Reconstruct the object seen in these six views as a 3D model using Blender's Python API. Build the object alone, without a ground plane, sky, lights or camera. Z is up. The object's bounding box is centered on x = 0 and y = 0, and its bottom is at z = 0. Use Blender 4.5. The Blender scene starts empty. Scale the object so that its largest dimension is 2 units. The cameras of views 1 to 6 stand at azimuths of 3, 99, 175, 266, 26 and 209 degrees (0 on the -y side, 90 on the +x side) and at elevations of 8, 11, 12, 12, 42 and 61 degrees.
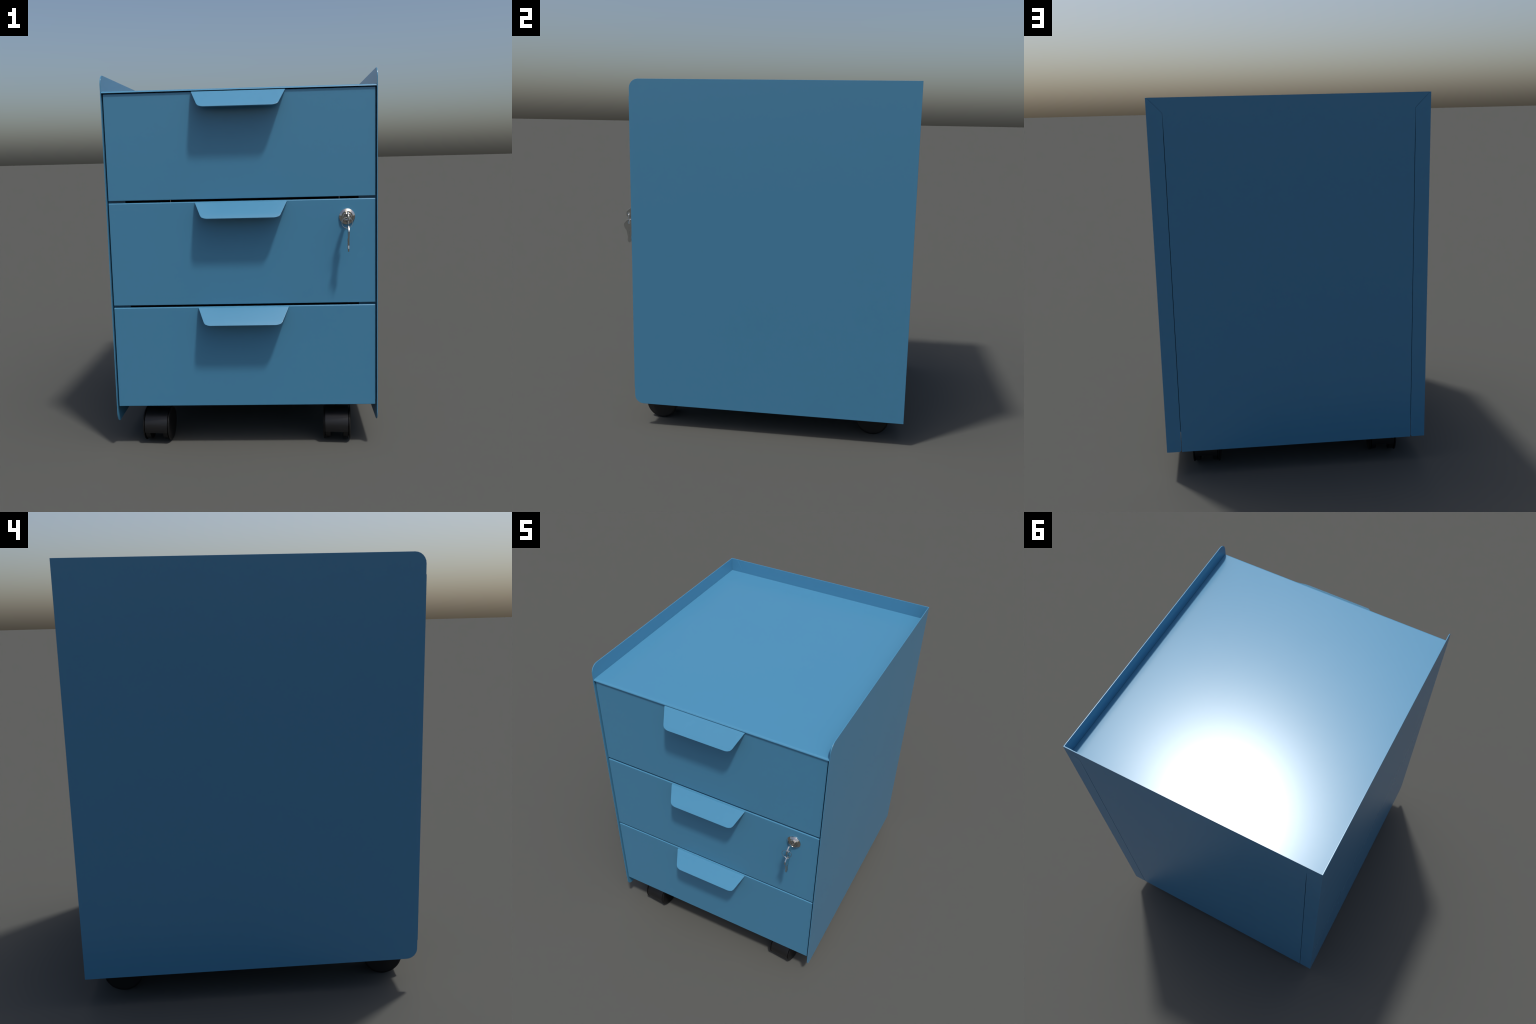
"""Blue steel under-desk pedestal: three drawers with folded tab pulls, tray top,
cam lock with two keys on a ring, four black twin-wheel casters.
Frame: metres, z up, front faces -y."""
import bpy, bmesh, math
from mathutils import Vector, Matrix

# ------------------------------------------------------------------ sizes
HALF_W = 0.7070          # outer face of the side sheets
Y_FRONT = -0.7272        # front edge of the side sheets
Y_BACK = 0.8312
Z_LOW, Z_HIGH = 0.1405, 2.0
SHEET = 0.0045           # sheet metal thickness
CORNER_R = 0.050         # rounded front corners of the side sheets
SEAM_X = 0.6285          # vertical seam on the back
TOP_Z = 1.9150           # tray floor
DRAWER_HALF = 0.6945
DRAWER_Y = -0.7195
#            bottom   top     pull drop / reach
DRAWERS = [(1.3535, 1.9020, 0.0815, 0.0910),
           (0.7940, 1.3408, 0.0785, 0.0908),
           (0.2340, 0.7818, 0.0785, 0.0920)]
LOCK = Vector((0.549, DRAWER_Y, 1.2485))
FLOOR_Z = 0.253


# -------------------------------------------------------------- materials
def principled(name):
    m = bpy.data.materials.new(name)
    m.use_nodes = True
    nt = m.node_tree
    return m, nt, nt.nodes["Principled BSDF"]


def noise(nt, scale, detail=2.0):
    co = nt.nodes.new("ShaderNodeTexCoord")
    n = nt.nodes.new("ShaderNodeTexNoise")
    n.inputs["Scale"].default_value = scale
    n.inputs["Detail"].default_value = detail
    nt.links.new(co.outputs["Object"], n.inputs["Vector"])
    return n


def ranged(nt, sock, lo, hi):
    r = nt.nodes.new("ShaderNodeMapRange")
    r.inputs["To Min"].default_value = lo
    r.inputs["To Max"].default_value = hi
    nt.links.new(sock, r.inputs["Value"])
    return r.outputs["Result"]


def make_paint(name, col, rough, spec=0.5, vary=0.006):
    m, nt, b = principled(name)
    n = noise(nt, 2.3, 3.0)
    ramp = nt.nodes.new("ShaderNodeValToRGB")
    ramp.color_ramp.elements[0].position = 0.3
    ramp.color_ramp.elements[1].position = 0.7
    ramp.color_ramp.elements[0].color = [c * (1 - vary) for c in col] + [1]
    ramp.color_ramp.elements[1].color = [c * (1 + vary) for c in col] + [1]
    nt.links.new(n.outputs["Fac"], ramp.inputs["Fac"])
    nt.links.new(ramp.outputs["Color"], b.inputs["Base Color"])
    n2 = noise(nt, 7.0, 4.0)
    nt.links.new(ranged(nt, n2.outputs["Fac"], rough - 0.005, rough + 0.005), b.inputs["Roughness"])
    b.inputs["Specular IOR Level"].default_value = spec
    return m


PAINT = make_paint("blue_powder_coat", (0.067, 0.240, 0.398), 0.255)
PLASTIC = make_paint("black_plastic", (0.009, 0.009, 0.010), 0.40, 0.45, 0.05)
STEM = make_paint("shade_darkened_stem", (0.003, 0.003, 0.003), 0.8, 0.05, 0.02)  # near-black, low gloss: underside shadow baked into the stem colour
TREAD = make_paint("black_tread", (0.007, 0.007, 0.0075), 0.5, 0.35, 0.05)


def make_metal(name, col, rough):
    m, nt, b = principled(name)
    n = noise(nt, 60.0)
    b.inputs["Metallic"].default_value = 1.0
    b.inputs["Base Color"].default_value = (*col, 1)
    nt.links.new(ranged(nt, n.outputs["Fac"], rough - 0.03, rough + 0.03), b.inputs["Roughness"])
    return m


CHROME = make_metal("polished_nickel", (0.62, 0.60, 0.57), 0.12)
KEY_METAL = make_metal("key_steel", (0.62, 0.63, 0.62), 0.16)
SLOT, _nt, _b = principled("keyway_dark")
_b.inputs["Base Color"].default_value = (0.01, 0.01, 0.01, 1)
_b.inputs["Roughness"].default_value = 0.7


# ---------------------------------------------------------------- helpers
def empty(name, loc=(0, 0, 0), parent=None):
    o = bpy.data.objects.new(name, None)
    o.empty_display_size = 0.1
    o.location = loc
    bpy.context.collection.objects.link(o)
    o.parent = parent
    return o


def to_object(bm, name, mat, parent, loc=(0, 0, 0), smooth=32.0):
    bmesh.ops.recalc_face_normals(bm, faces=bm.faces[:])
    for e in bm.edges:
        if len(e.link_faces) == 2:
            e.smooth = e.calc_face_angle(math.pi) < math.radians(smooth)
        else:
            e.smooth = False
    for f in bm.faces:
        f.smooth = True
    me = bpy.data.meshes.new(name)
    bm.to_mesh(me)
    bm.free()
    me.materials.append(mat)
    o = bpy.data.objects.new(name, me)
    wn = o.modifiers.new("flat_faces", 'WEIGHTED_NORMAL')   # keeps the flats flat next to their rounded edges
    wn.mode = 'FACE_AREA'
    wn.weight = 100
    wn.keep_sharp = True
    o.location = loc
    bpy.context.collection.objects.link(o)
    o.parent = parent
    return o


def bevel_sharp(bm, width, segs=2, angle=40.0, pick=None):
    es = [e for e in bm.edges if len(e.link_faces) == 2
          and e.calc_face_angle(0) > math.radians(angle) and (pick is None or pick(e))]
    if es:
        bmesh.ops.bevel(bm, geom=es, offset=width, segments=segs, profile=0.5,
                        affect='EDGES', clamp_overlap=True)


def prism(pts, axis, lo, hi, bm=None):
    """Extrude a 2D outline along an axis. The outline's plane is the other two
    axes in order (x: y,z; y: x,z; z: x,y)."""
    bm = bm or bmesh.new()

    def at(p, t):
        return {'x': (t, p[0], p[1]), 'y': (p[0], t, p[1]), 'z': (p[0], p[1], t)}[axis]
    a = [bm.verts.new(at(p, lo)) for p in pts]
    b = [bm.verts.new(at(p, hi)) for p in pts]
    n = len(pts)
    bm.faces.new(a)
    bm.faces.new(b[::-1])
    for i in range(n):
        bm.faces.new((a[i], a[(i + 1) % n], b[(i + 1) % n], b[i]))
    return bm


def box(x0, x1, y0, y1, z0, z1, bm=None):
    return prism([(x0, y0), (x1, y0), (x1, y1), (x0, y1)], 'z', z0, z1, bm)


def arc(cx, cy, r, a0, a1, n):
    return [(cx + r * math.cos(math.radians(a0 + (a1 - a0) * i / n)),
             cy + r * math.sin(math.radians(a0 + (a1 - a0) * i / n))) for i in range(n + 1)]


def lathe(profile, axis, segs, bm=None, origin=(0, 0, 0)):
    """Revolve (along, radius) pairs round an axis through origin."""
    bm = bm or bmesh.new()
    rings = []
    o = Vector(origin)
    for t, r in profile:
        if r < 1e-6:
            p = Vector((t, 0, 0)) if axis == 'x' else Vector((0, t, 0)) if axis == 'y' else Vector((0, 0, t))
            rings.append([bm.verts.new(o + p)])
            continue
        ring = []
        for i in range(segs):
            a = 2 * math.pi * i / segs
            c, s = r * math.cos(a), r * math.sin(a)
            p = Vector((t, c, s)) if axis == 'x' else Vector((c, t, s)) if axis == 'y' else Vector((c, s, t))
            ring.append(bm.verts.new(o + p))
        rings.append(ring)
    for A, B in zip(rings, rings[1:]):
        if len(A) == 1 and len(B) == 1:
            continue
        for i in range(segs):
            j = (i + 1) % segs
            if len(A) == 1:
                bm.faces.new((A[0], B[i], B[j]))
            elif len(B) == 1:
                bm.faces.new((A[i], A[j], B[0]))
            else:
                bm.faces.new((A[i], A[j], B[j], B[i]))
    return bm


def merge(bm, other):
    """Append another bmesh."""
    me = bpy.data.meshes.new("tmp")
    other.to_mesh(me)
    other.free()
    bm.from_mesh(me)
    bpy.data.meshes.remove(me)
    return bm


# ------------------------------------------------------------------- root
cabinet = empty("drawer_cabinet")
cabinet["label"] = "blue steel three drawer pedestal cabinet with lock on black casters"
cabinet["category"] = "filing cabinet"


def on_seam(e):
    """Edges along the back seams and mitres stay square-cut so they read as dark lines."""
    a, b = e.verts[0].co, e.verts[1].co
    lo, hi = sorted((abs(a.x), abs(b.x)))
    return min(a.y, b.y) > Y_BACK - 0.02 and lo < SEAM_X + 0.02 and (hi < SEAM_X + 0.02 or abs(a.z - b.z) > 0.03) \
        and abs(a.z - b.z) > 0.0001


# ------------------------------------------------------------ side panels
def side_panel(sign):
    """Flat side sheet with rounded front corners, folded in along the back edge
    into a mitred flange, plus the hemmed front edge beside the drawers."""
    bm = bmesh.new()
    r = CORNER_R
    front = arc(Y_FRONT + r, Z_LOW + r, r, 270, 180, 6) + arc(Y_FRONT + r, Z_HIGH - r, r, 180, 90, 6)
    low_back = bm.verts.new((sign * HALF_W, Y_BACK, Z_LOW))
    high_back = bm.verts.new((sign * HALF_W, Y_BACK, Z_HIGH))
    edge = [bm.verts.new((sign * HALF_W, y, z)) for y, z in front]
    bm.faces.new([low_back] + edge + [high_back])
    sx = SEAM_X + 0.0014
    flange = [(HALF_W - 0.0056, Z_HIGH), (SEAM_X + 0.0005, 1.9250), (sx, 1.80), (sx, Z_LOW + 0.008), (sx + 0.008, Z_LOW)]
    bm.faces.new([low_back, high_back] + [bm.verts.new((sign * x, Y_BACK, z)) for x, z in flange])
    bmesh.ops.recalc_face_normals(bm, faces=bm.faces[:])
    # thicken inwards
    side = max(bm.faces, key=lambda f: abs(f.normal.x))
    if side.normal.x * sign < 0:
        bmesh.ops.reverse_faces(bm, faces=bm.faces[:])
    bmesh.ops.solidify(bm, geom=bm.faces[:], thickness=SHEET)
    bevel_sharp(bm, 0.0010, 2, pick=lambda e: not on_seam(e))
    # hemmed front edge (sheet folded back on itself)
    h = sorted((sign * (HALF_W - 0.0003), sign * (HALF_W - 0.0043)))
    hem = box(h[0], h[1], Y_FRONT - 0.0014, Y_FRONT + 0.010, DRAWERS[2][0] + 0.001, TOP_Z - 0.009)
    bevel_sharp(hem, 0.0014, 2, pick=lambda e: abs((e.verts[0].co - e.verts[1].co).z) > 0.5)
    merge(bm, hem)
    return to_object(bm, "side_panel", PAINT, cabinet)


for s in (-1, 1):
    side_panel(s)

# -------------------------------------------------------------- back panel
sx = SEAM_X - 0.0014
bm = prism([(-sx, Z_LOW), (sx, Z_LOW), (sx, 1.80), (SEAM_X - 0.0004, 1.9257), (HALF_W - 0.0062, Z_HIGH),
            (-HALF_W + 0.0062, Z_HIGH), (-SEAM_X + 0.0004, 1.9257), (-sx, 1.80)], 'y', Y_BACK - SHEET, Y_BACK)
bevel_sharp(bm, 0.0010, 2, pick=lambda e: not on_seam(e))
back = to_object(bm, "back_panel", PAINT, cabinet)
# plates that close the two mitred corners from inside the tray
for s in (-1, 1):
    yi = Y_BACK - SHEET
    bm = prism([(s * 0.615, TOP_Z + 0.0004), (s * (HALF_W - SHEET - 0.0003), TOP_Z + 0.0004),
                (s * (HALF_W - SHEET - 0.0003), Z_HIGH - 0.0012), (s * 0.660, Z_HIGH - 0.0012)], 'y', yi - 0.0011, yi - 0.0001)
    to_object(bm, "corner_gusset", PAINT, back)

# --------------------------------------------------------------- top panel
tw = HALF_W - SHEET - 0.0008
yf, yb_ = Y_FRONT + 0.0008, Y_BACK - SHEET - 0.0008
# the front edge is rolled over; no upright face
bm = prism([(yf, TOP_Z - 0.0085), (yf + 0.0008, TOP_Z - 0.0062), (yf + 0.0030, TOP_Z - 0.0032), (yf + 0.0062, TOP_Z - 0.0010),
            (yf + 0.0105, TOP_Z), (yb_, TOP_Z), (yb_, TOP_Z - 0.0085)], 'x', -tw, tw)
to_object(bm, "top_panel", PAINT, cabinet)

# ------------------------------------------------------------- floor panel
inner = HALF_W - SHEET - 0.0005
bm = box(-inner, inner, -0.690, Y_BACK - SHEET - 0.0005, FLOOR_Z, FLOOR_Z + 0.008)
to_object(bm, "floor_panel", PAINT, cabinet)

# front stiles behind the drawer fronts, beside the drawer boxes
for s in (-1, 1):
    x0, x1 = sorted((s * 0.612, s * (inner - 0.0005)))
    bm = box(x0, x1, -0.692, -0.687, FLOOR_Z + 0.009, TOP_Z - 0.0080)
    to_object(bm, "front_stile", PAINT, cabinet)


# ----------------------------------------------------------------- drawers
def drawer_front(z0, z1):
    """Folded sheet front: rounded top and bottom bends, returns to the rear."""
    depth = 0.012
    y = DRAWER_Y
    rt, rb = 0.0060, 0.0022
    pts = arc(y + rb, z0 + rb, rb, 270, 180, 3) + arc(y + rt, z1 - rt, rt, 180, 90, 5)
    pts += [(y + depth, z1), (y + depth, z0)]
    bm = prism(pts, 'x', -DRAWER_HALF, DRAWER_HALF)
    bevel_sharp(bm, 0.0008, 2, pick=lambda e: abs(abs(e.verts[0].co.x) - DRAWER_HALF) < 1e-5
                and abs(e.verts[0].co.x - e.verts[1].co.x) < 1e-5
                and max(e.verts[0].co.y, e.verts[1].co.y) < y + 0.012)
    return bm


def drawer_pull(z1, drop, reach):
    """Tab folded out and down from the top edge: trapezoid with clipped corners."""
    # the tab leaves the edge level, then bends down:
    #        forward, down, half width   (for a reach of 91 mm and a drop of 82 mm)
    rows = [(-0.0060, 0.0000, 0.2400), (0.0, 0.0, 0.2400), (0.0050, 0.0006, 0.2398), (0.0095, 0.0028, 0.2385),
            (0.0735, 0.0640, 0.2075), (0.0790, 0.0697, 0.2040), (0.0848, 0.0756, 0.1980),
            (0.0893, 0.0802, 0.1845), (0.0910, 0.0818, 0.1725)]
    fy, fz = reach / 0.0910, drop / 0.0818
    bm = bmesh.new()
    y0, zt = -0.7228, min(z1 - 0.0030, 1.9022) if z1 < 1.5 else 1.9022
    n = Vector((0, -drop, reach)).normalized() * 0.0055
    top, low = [], []
    for fwd, dn, w in rows:
        p = Vector((0, y0 - fwd * fy, zt - dn * fz))
        top.append([bm.verts.new(p + Vector((sx_ * w, 0, 0))) for sx_ in (-1, 1)])
        low.append([bm.verts.new(p - n + Vector((sx_ * w, 0, 0))) for sx_ in (-1, 1)])
    for i in range(len(rows) - 1):
        bm.faces.new((top[i][0], top[i][1], top[i + 1][1], top[i + 1][0]))
        bm.faces.new((low[i][1], low[i][0], low[i + 1][0], low[i + 1][1]))
        for k in (0, 1):
            bm.faces.new((top[i][k], top[i + 1][k], low[i + 1][k], low[i][k]))
    for i in (0, -1):
        bm.faces.new((top[i][0], top[i][1], low[i][1], low[i][0]))
    bmesh.ops.recalc_face_normals(bm, faces=bm.faces[:])
    bevel_sharp(bm, 0.0009, 2, angle=60)
    return bm


for z0, z1, drop, reach in DRAWERS:
    d = to_object(drawer_front(z0, z1), "drawer", PAINT, cabinet)
    to_object(drawer_pull(z1, drop, reach), "drawer_pull", PAINT, d)
    # open-topped drawer box behind the front
    bw, yb, h = 0.600, 0.70, (z1 - z0) * 0.72
    bz = z0 + 0.035
    b = bmesh.new()
    box(-bw, bw, -0.706, yb, bz, bz + 0.006, b)
    box(-bw, -bw + 0.006, -0.706, yb, bz + 0.0065, bz + h, b)
    box(bw - 0.006, bw, -0.706, yb, bz + 0.0065, bz + h, b)
    box(-bw + 0.0065, bw - 0.0065, yb - 0.006, yb, bz + 0.0065, bz + h, b)
    to_object(b, "drawer_box", PAINT, d)

# -------------------------------------------------------------------- lock
lock = empty("lock", LOCK, cabinet)
R = 0.0415
bezel = lathe([(0.010, 0.0), (0.010, R * 0.92), (0.0, R * 0.98), (-0.004, R), (-0.0055, R * 0.985),
               (-0.0140, R * 0.75), (-0.0148, R * 0.715), (-0.0110, R * 0.665), (-0.0110, 0.0)], 'y', 40)
to_object(bezel, "lock_bezel", CHROME, lock, smooth=20)
plug = lathe([(-0.0105, 0.0), (-0.0105, 0.0225), (-0.0140, 0.0225), (-0.0152, 0.0205), (-0.0134, 0.0150),
              (-0.0134, 0.0)], 'y', 8)
to_object(plug, "lock_cylinder", CHROME, lock, smooth=15)
slot = box(-0.0045, 0.0045, -0.0142, -0.0120, -0.0120, 0.0120)
to_object(slot, "keyway", SLOT, lock)


def key_mesh():
    """Key lying in the local y-z plane, blade pointing down -z, bow top at z=0."""
    half = [(0.0110, 0.0), (0.0160, -0.0030), (0.0300, -0.0190), (0.0332, -0.0270), (0.0325, -0.0360),
            (0.0290, -0.0470), (0.0210, -0.0590), (0.0165, -0.0650), (0.0105, -0.0990), (0.0088, -0.1020),
            (0.0095, -0.1080), (0.0118, -0.1180), (0.0112, -0.1240), (0.0060, -0.1330), (0.0, -0.1360)]
    pts = half + [(-y, z) for y, z in half[-2::-1]]
    t = 0.0034
    hole = [(0.0075 * math.cos(a), -0.0150 + 0.0075 * math.sin(a)) for a in [2 * math.pi * k / 16 for k in range(16)]]
    bm = bmesh.new()
    edges = []
    for loop in (pts, hole):
        vs = [bm.verts.new((-t, y, z)) for y, z in loop]
        edges += [bm.edges.new((vs[k], vs[(k + 1) % len(vs)])) for k in range(len(vs))]
    bmesh.ops.triangle_fill(bm, use_beauty=True, edges=edges)
    ext = bmesh.ops.extrude_face_region(bm, geom=bm.faces[:] + bm.edges[:] + bm.verts[:], use_keep_orig=True)
    bmesh.ops.translate(bm, verts=[g for g in ext['geom'] if isinstance(g, bmesh.types.BMVert)], vec=(2 * t, 0, 0))
    bmesh.ops.recalc_face_normals(bm, faces=bm.faces[:])
    bevel_sharp(bm, 0.0009, 2, angle=50)
    # milled grooves along the blade, raised ribs
    for sgn in (-1, 1):
        a, b_ = sorted((sgn * t * 0.9, sgn * (t + 0.0012)))
        box(a, b_, -0.0025, 0.0025, -0.120, -0.066, bm)
    return bm


km = to_object(key_mesh(), "key", KEY_METAL, lock, (0, -0.0785, -0.0400))
# second key pushed into the lock: blade runs into +y
k2 = km.copy()
k2.name = "key"
k2.location = (0.0, -0.0935, -0.0040)
k2.rotation_euler = (math.radians(90), 0, 0)
bpy.context.collection.objects.link(k2)
k2.parent = lock

ring = bmesh.new()
RR, rr = 0.0275, 0.0011
segs, sides = 48, 8
loops = []
for i in range(segs):
    a = 2 * math.pi * i / segs
    c = Vector((math.cos(a), 0, math.sin(a)))
    loops.append([ring.verts.new(c * (RR + rr * math.cos(b)) + Vector((0, rr * math.sin(b), 0)))
                  for b in [2 * math.pi * k / sides for k in range(sides)]])
for i in range(segs):
    A, B = loops[i], loops[(i + 1) % segs]
    for k in range(sides):
        ring.faces.new((A[k], A[(k + 1) % sides], B[(k + 1) % sides], B[k]))
ro = to_object(ring, "key_ring", KEY_METAL, lock, (-0.0060, -0.0790, -0.0260), smooth=60)
ro.rotation_euler = (math.radians(-4), 0, math.radians(8))


# ----------------------------------------------------------------- casters
WHEEL_R = 0.0945


def wheel_mesh(sgn):
    """Half of the twin wheel: narrow tread under the hood, groove, wide dished disc."""
    prof = [(0.034, 0.0), (0.034, 0.080), (0.036, 0.0870), (0.0610, 0.0885), (0.0625, 0.0780), (0.0665, 0.0780),
            (0.0667, 0.0925), (0.0680, WHEEL_R), (0.0705, 0.0938), (0.0742, 0.0895), (0.0755, 0.0830),
            (0.0740, 0.0790), (0.0740, 0.0)]
    return lathe([(sgn * t, r) for t, r in prof], 'x', 40)


def hood_mesh():
    """Fender over the tread with a solid neck up to the stem."""
    bm = bmesh.new()
    ro_, ri = 0.0920, 0.0890
    outer = arc(0, 0, ro_, 198, -18, 30)
    innr = arc(0, 0, ri, -18, 198, 30)
    prism(outer + innr, 'x', -0.0625, 0.0625, bm)
    neck = prism(arc(0, 0, 0.088, 188, -8, 24), 'x', -0.0325, 0.0325)
    merge(bm, neck)
    return bm


first = True
for cx, cy in ((-0.4985, -0.603), (0.4965, -0.603), (-0.5, 0.668), (0.4955, 0.664)):
    c = empty("caster", (cx, cy, WHEEL_R), cabinet)
    c.rotation_euler.z = math.radians(-4.5)
    if first:
        w1 = to_object(wheel_mesh(-1), "wheel", TREAD, c)
        w2 = to_object(wheel_mesh(1), "wheel", TREAD, c)
        hd = to_object(hood_mesh(), "hood", PLASTIC, c)
        stem = lathe([(0.100, 0.0), (0.100, 0.016), (0.146, 0.016), (0.146, 0.045), (0.1580, 0.045), (0.1580, 0.0)],
                     'z', 24)
        st = to_object(stem, "stem", STEM, c)
        axle = lathe([(-0.071, 0.0), (-0.071, 0.012), (0.071, 0.012), (0.071, 0.0)], 'x', 16)
        ax = to_object(axle, "axle", PLASTIC, c)
        parts = [w1, w2, hd, st, ax]
        first = False
    else:
        for p in parts:
            q = p.copy()
            bpy.context.collection.objects.link(q)
            q.parent = c
